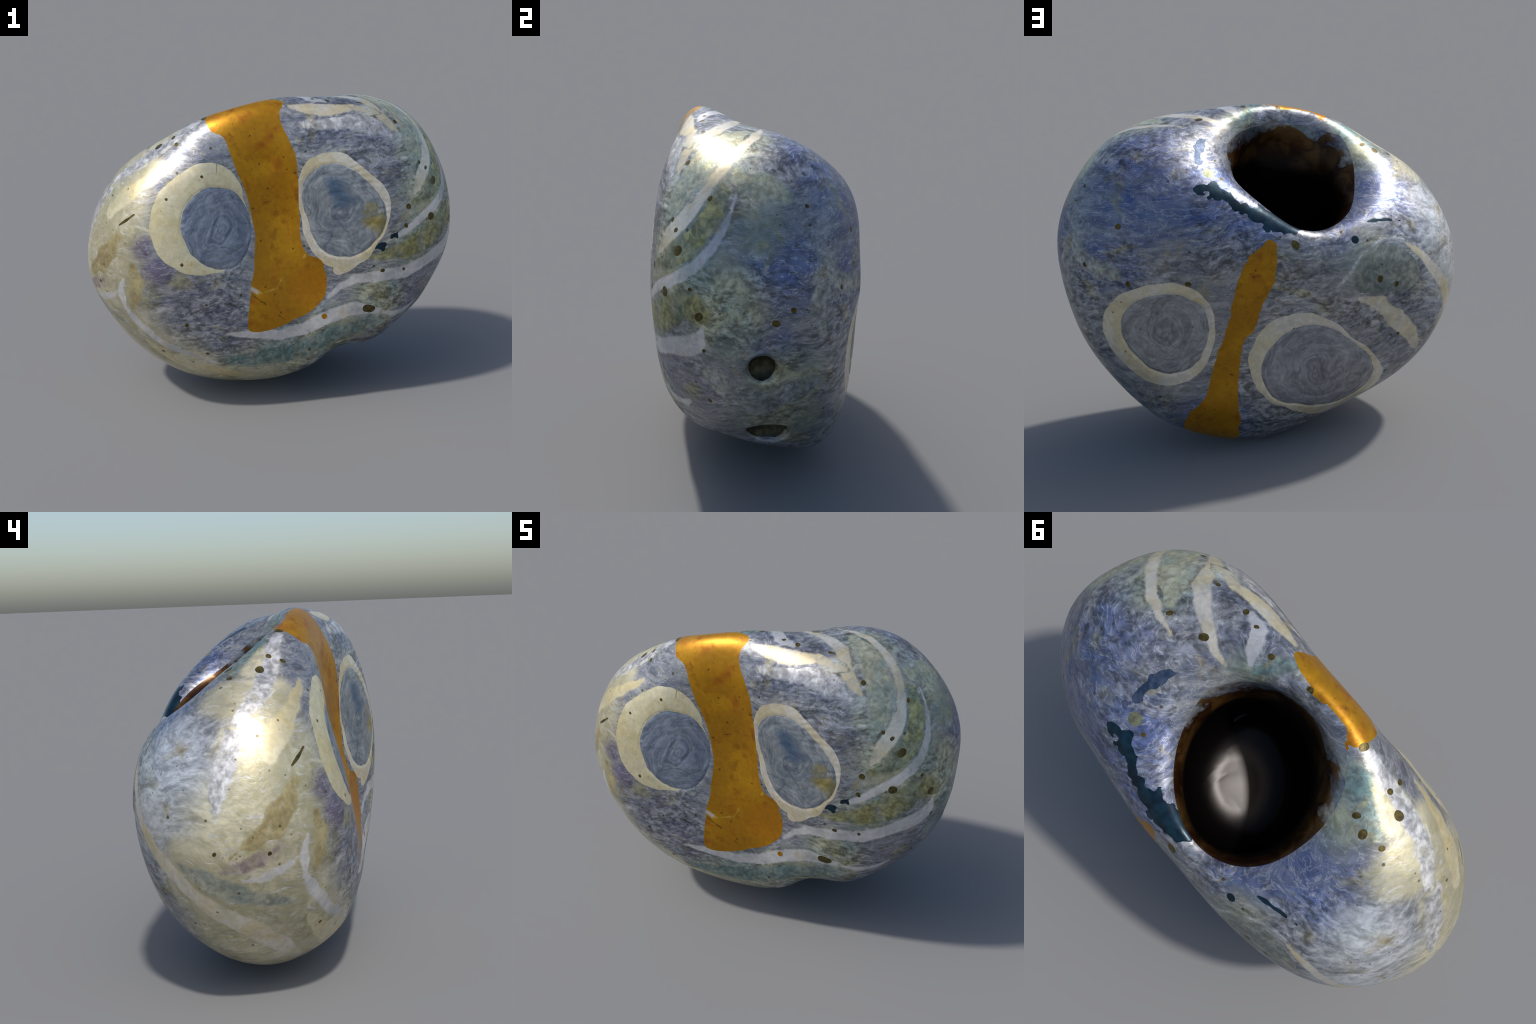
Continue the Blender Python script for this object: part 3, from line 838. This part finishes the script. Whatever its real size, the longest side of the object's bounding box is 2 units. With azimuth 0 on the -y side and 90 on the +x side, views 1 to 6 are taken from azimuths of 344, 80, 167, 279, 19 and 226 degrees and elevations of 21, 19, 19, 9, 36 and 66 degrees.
def eye_glass(k, centre):
    g = Graph('eye_glass_%s' % 'abcd'[k])
    w = g.warp(.20, 4.0)
    w = g.warp(.03, 16.0, w)
    d = g.vmath('DISTANCE', w, tuple(centre))
    ringy = g.noise(1.0, 3.0, .6, 0, g.vmath('SCALE', (1, 1, 1), scale=g.math('MULTIPLY', d, 34.0)))
    n = g.noise(7.0, 5.0, .65, .7, w)
    dark, light = [((.110, .135, .190), (.265, .295, .35)), ((.14, .175, .215), (.34, .36, .37)),
                   ((.20, .20, .21), (.36, .36, .36)), ((.20, .20, .215), (.36, .36, .37))][k]
    col = g.mix(g.ramp(g.math('ADD', g.math('MULTIPLY', ringy, .55), g.math('MULTIPLY', n, .45)), .38, .62), dark, light)
    curl = g.math('ABSOLUTE', g.math('SUBTRACT', g.noise(2.4, 1.0, .5, 1.6, w), .5))
    col = g.mix(g.math('MULTIPLY', g.ramp(curl, .012, .002), .5), col, (.085, .10, .14) if k < 2 else (.14, .14, .13))
    if k == 1:
        blue = g.blobs([(.235, -.44, 1.235, .075), (.265, -.44, 1.175, .06)], w, .7)
        col = g.mix(g.math('MULTIPLY', blue, .75), col, (.040, .095, .19))
        yellow = g.blobs([(.425, -.49, 1.055, .062), (.40, -.47, 1.12, .045)], w, .6)
        col = g.mix(g.math('MULTIPLY', yellow, .8), col, (.30, .235, .03))
        teal = g.lines([((.46, -.49, 1.10), (.43, -.495, .98)), ((.43, -.495, .98), (.36, -.48, .93))], w, .022)
        col = g.mix(g.math('MULTIPLY', teal, .7), col, (.035, .085, .10))
    col, h = wormy(g, col, .38, w)
    col = g.mix(g.math('MULTIPLY', g.specks(26.0, .15, .12), .7), col, DIRT)
    return g.finish(col, h, .25, .004)


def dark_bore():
    g = Graph('dark_brown_bore')
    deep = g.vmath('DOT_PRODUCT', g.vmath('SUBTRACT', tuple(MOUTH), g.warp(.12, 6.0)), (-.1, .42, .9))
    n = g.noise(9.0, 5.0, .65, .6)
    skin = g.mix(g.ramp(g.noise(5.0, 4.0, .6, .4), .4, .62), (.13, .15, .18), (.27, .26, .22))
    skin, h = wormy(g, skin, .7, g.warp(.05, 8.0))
    dark_tone = g.mix(g.ramp(n, .42, .66), (.030, .011, .004), (.100, .050, .013))
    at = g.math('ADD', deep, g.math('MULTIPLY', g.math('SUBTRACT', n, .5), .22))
    col = g.mix(g.ramp(at, .010, .045), skin, dark_tone)
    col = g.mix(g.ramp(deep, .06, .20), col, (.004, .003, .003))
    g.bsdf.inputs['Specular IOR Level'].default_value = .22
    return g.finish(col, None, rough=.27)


def plain(name, a, b, scale=30.0, rough=ROUGH):
    g = Graph(name)
    return g.finish(g.mix(g.ramp(g.noise(scale, 4.0, .6, .4), .38, .64), a, b), g.noise(scale * 2, 3.0, .6), .25, .004, rough=rough)


# recipes for the banded glasses; soft-edged trails get a copy of their own
RECIPES = {
    'white': (pale_glass, ('white_glass', (.53, .53, .53), WHITE, (.56, .46, .28), .6)),
    'cream_white': (pale_glass, ('pale_cream_glass', (.67, .63, .54), (.63, .55, .36), (.55, .44, .22))),
    'cream': (pale_glass, ('cream_glass', (.65, .59, .40), CREAM, (.50, .40, .17))),
    'sage': (tinted, ('sage_glass', (.30, .35, .30), (.47, .46, .32), (.55, .50, .28), .6)),
    'sage_dark': (tinted, ('dull_sage_glass', (.17, .20, .19), (.29, .30, .26), (.38, .36, .28), .7)),
    'olive_band': (tinted, ('olive_glass', (.20, .225, .16), (.34, .32, .14), (.38, .39, .33), .9)),
    'teal_band': (tinted, ('sea_green_glass', (.15, .23, .22), (.29, .33, .29), (.34, .30, .15), .8)),
    'mottle': (tinted, ('mottled_pale_glass', (.42, .42, .43), (.62, .61, .59), (.52, .45, .28), .75)),
    'tan': (tinted, ('tan_glass', (.36, .29, .14), (.48, .41, .22), (.42, .38, .28), .4)),
    'mauve': (tinted, ('mauve_glass', (.30, .245, .23), (.42, .355, .30), (.50, .45, .34), .45)),
    'pale_grey': (tinted, ('greyed_glass', (.25, .275, .28), (.40, .41, .39), (.33, .31, .20), .85)),
    'sage_cream': (tinted, ('sage_cream_glass', (.30, .33, .29), (.46, .45, .35), (.44, .40, .26), .5)),
}
MATS = {
    'body': weathered_glass(),
    'blue_glass': plain('deep_blue_glass', (.025, .045, .090), (.070, .095, .150), 30.0),
    'amber': amber_glass(),
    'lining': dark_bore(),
    'dark_glass': plain('dark_blue_glass', (.003, .014, .026), (.008, .034, .055), 20.0, .30),
    'dirt': plain('bubble_dirt', (.050, .038, .010), (.115, .085, .018), 60.0),
    'olive': plain('olive_grain', (.13, .14, .08), (.24, .25, .15), 50.0),
    'pit': plain('pit_dirt', (.022, .022, .012), (.060, .055, .025), 40.0),
}
for key, (make, args) in RECIPES.items():
    MATS[key] = make(*args)
for k, e in enumerate(EYES):
    MATS['disc%d' % k] = eye_glass(k, e[0])


# --------------------------------------------------------- split into objects
root = bpy.data.objects.new('glass_bead', None)
root['label'] = 'weathered blue-grey glass eye bead with amber bands'
root['category'] = 'bead'
bpy.context.collection.objects.link(root)


def part(kind, faces, mat):
    used, inv = np.unique(faces, return_inverse=True)
    me = bpy.data.meshes.new(kind)
    me.from_pydata(V[used].tolist(), [], inv.reshape(-1, 3).tolist())
    me.polygons.foreach_set('use_smooth', np.ones(len(faces), bool))
    me.update()
    me.normals_split_custom_set_from_vertices(N[used].tolist())
    me.materials.append(MATS[mat])
    ob = bpy.data.objects.new(kind, me)
    bpy.context.collection.objects.link(ob)
    ob.parent = root
    return ob


part('glass_body', T[LABEL == 0], 'body')
for k, (kind, mat, region) in enumerate(INLAYS):
    f = T[LABEL == k + 1]
    if len(f):
        if len(region) > 3 and region[3][2] > 0:
            make, args = RECIPES[mat]
            mat = '%s %d' % (mat, k)
            MATS[mat] = make(*args, edge=region[3])
        part(kind, f, mat)
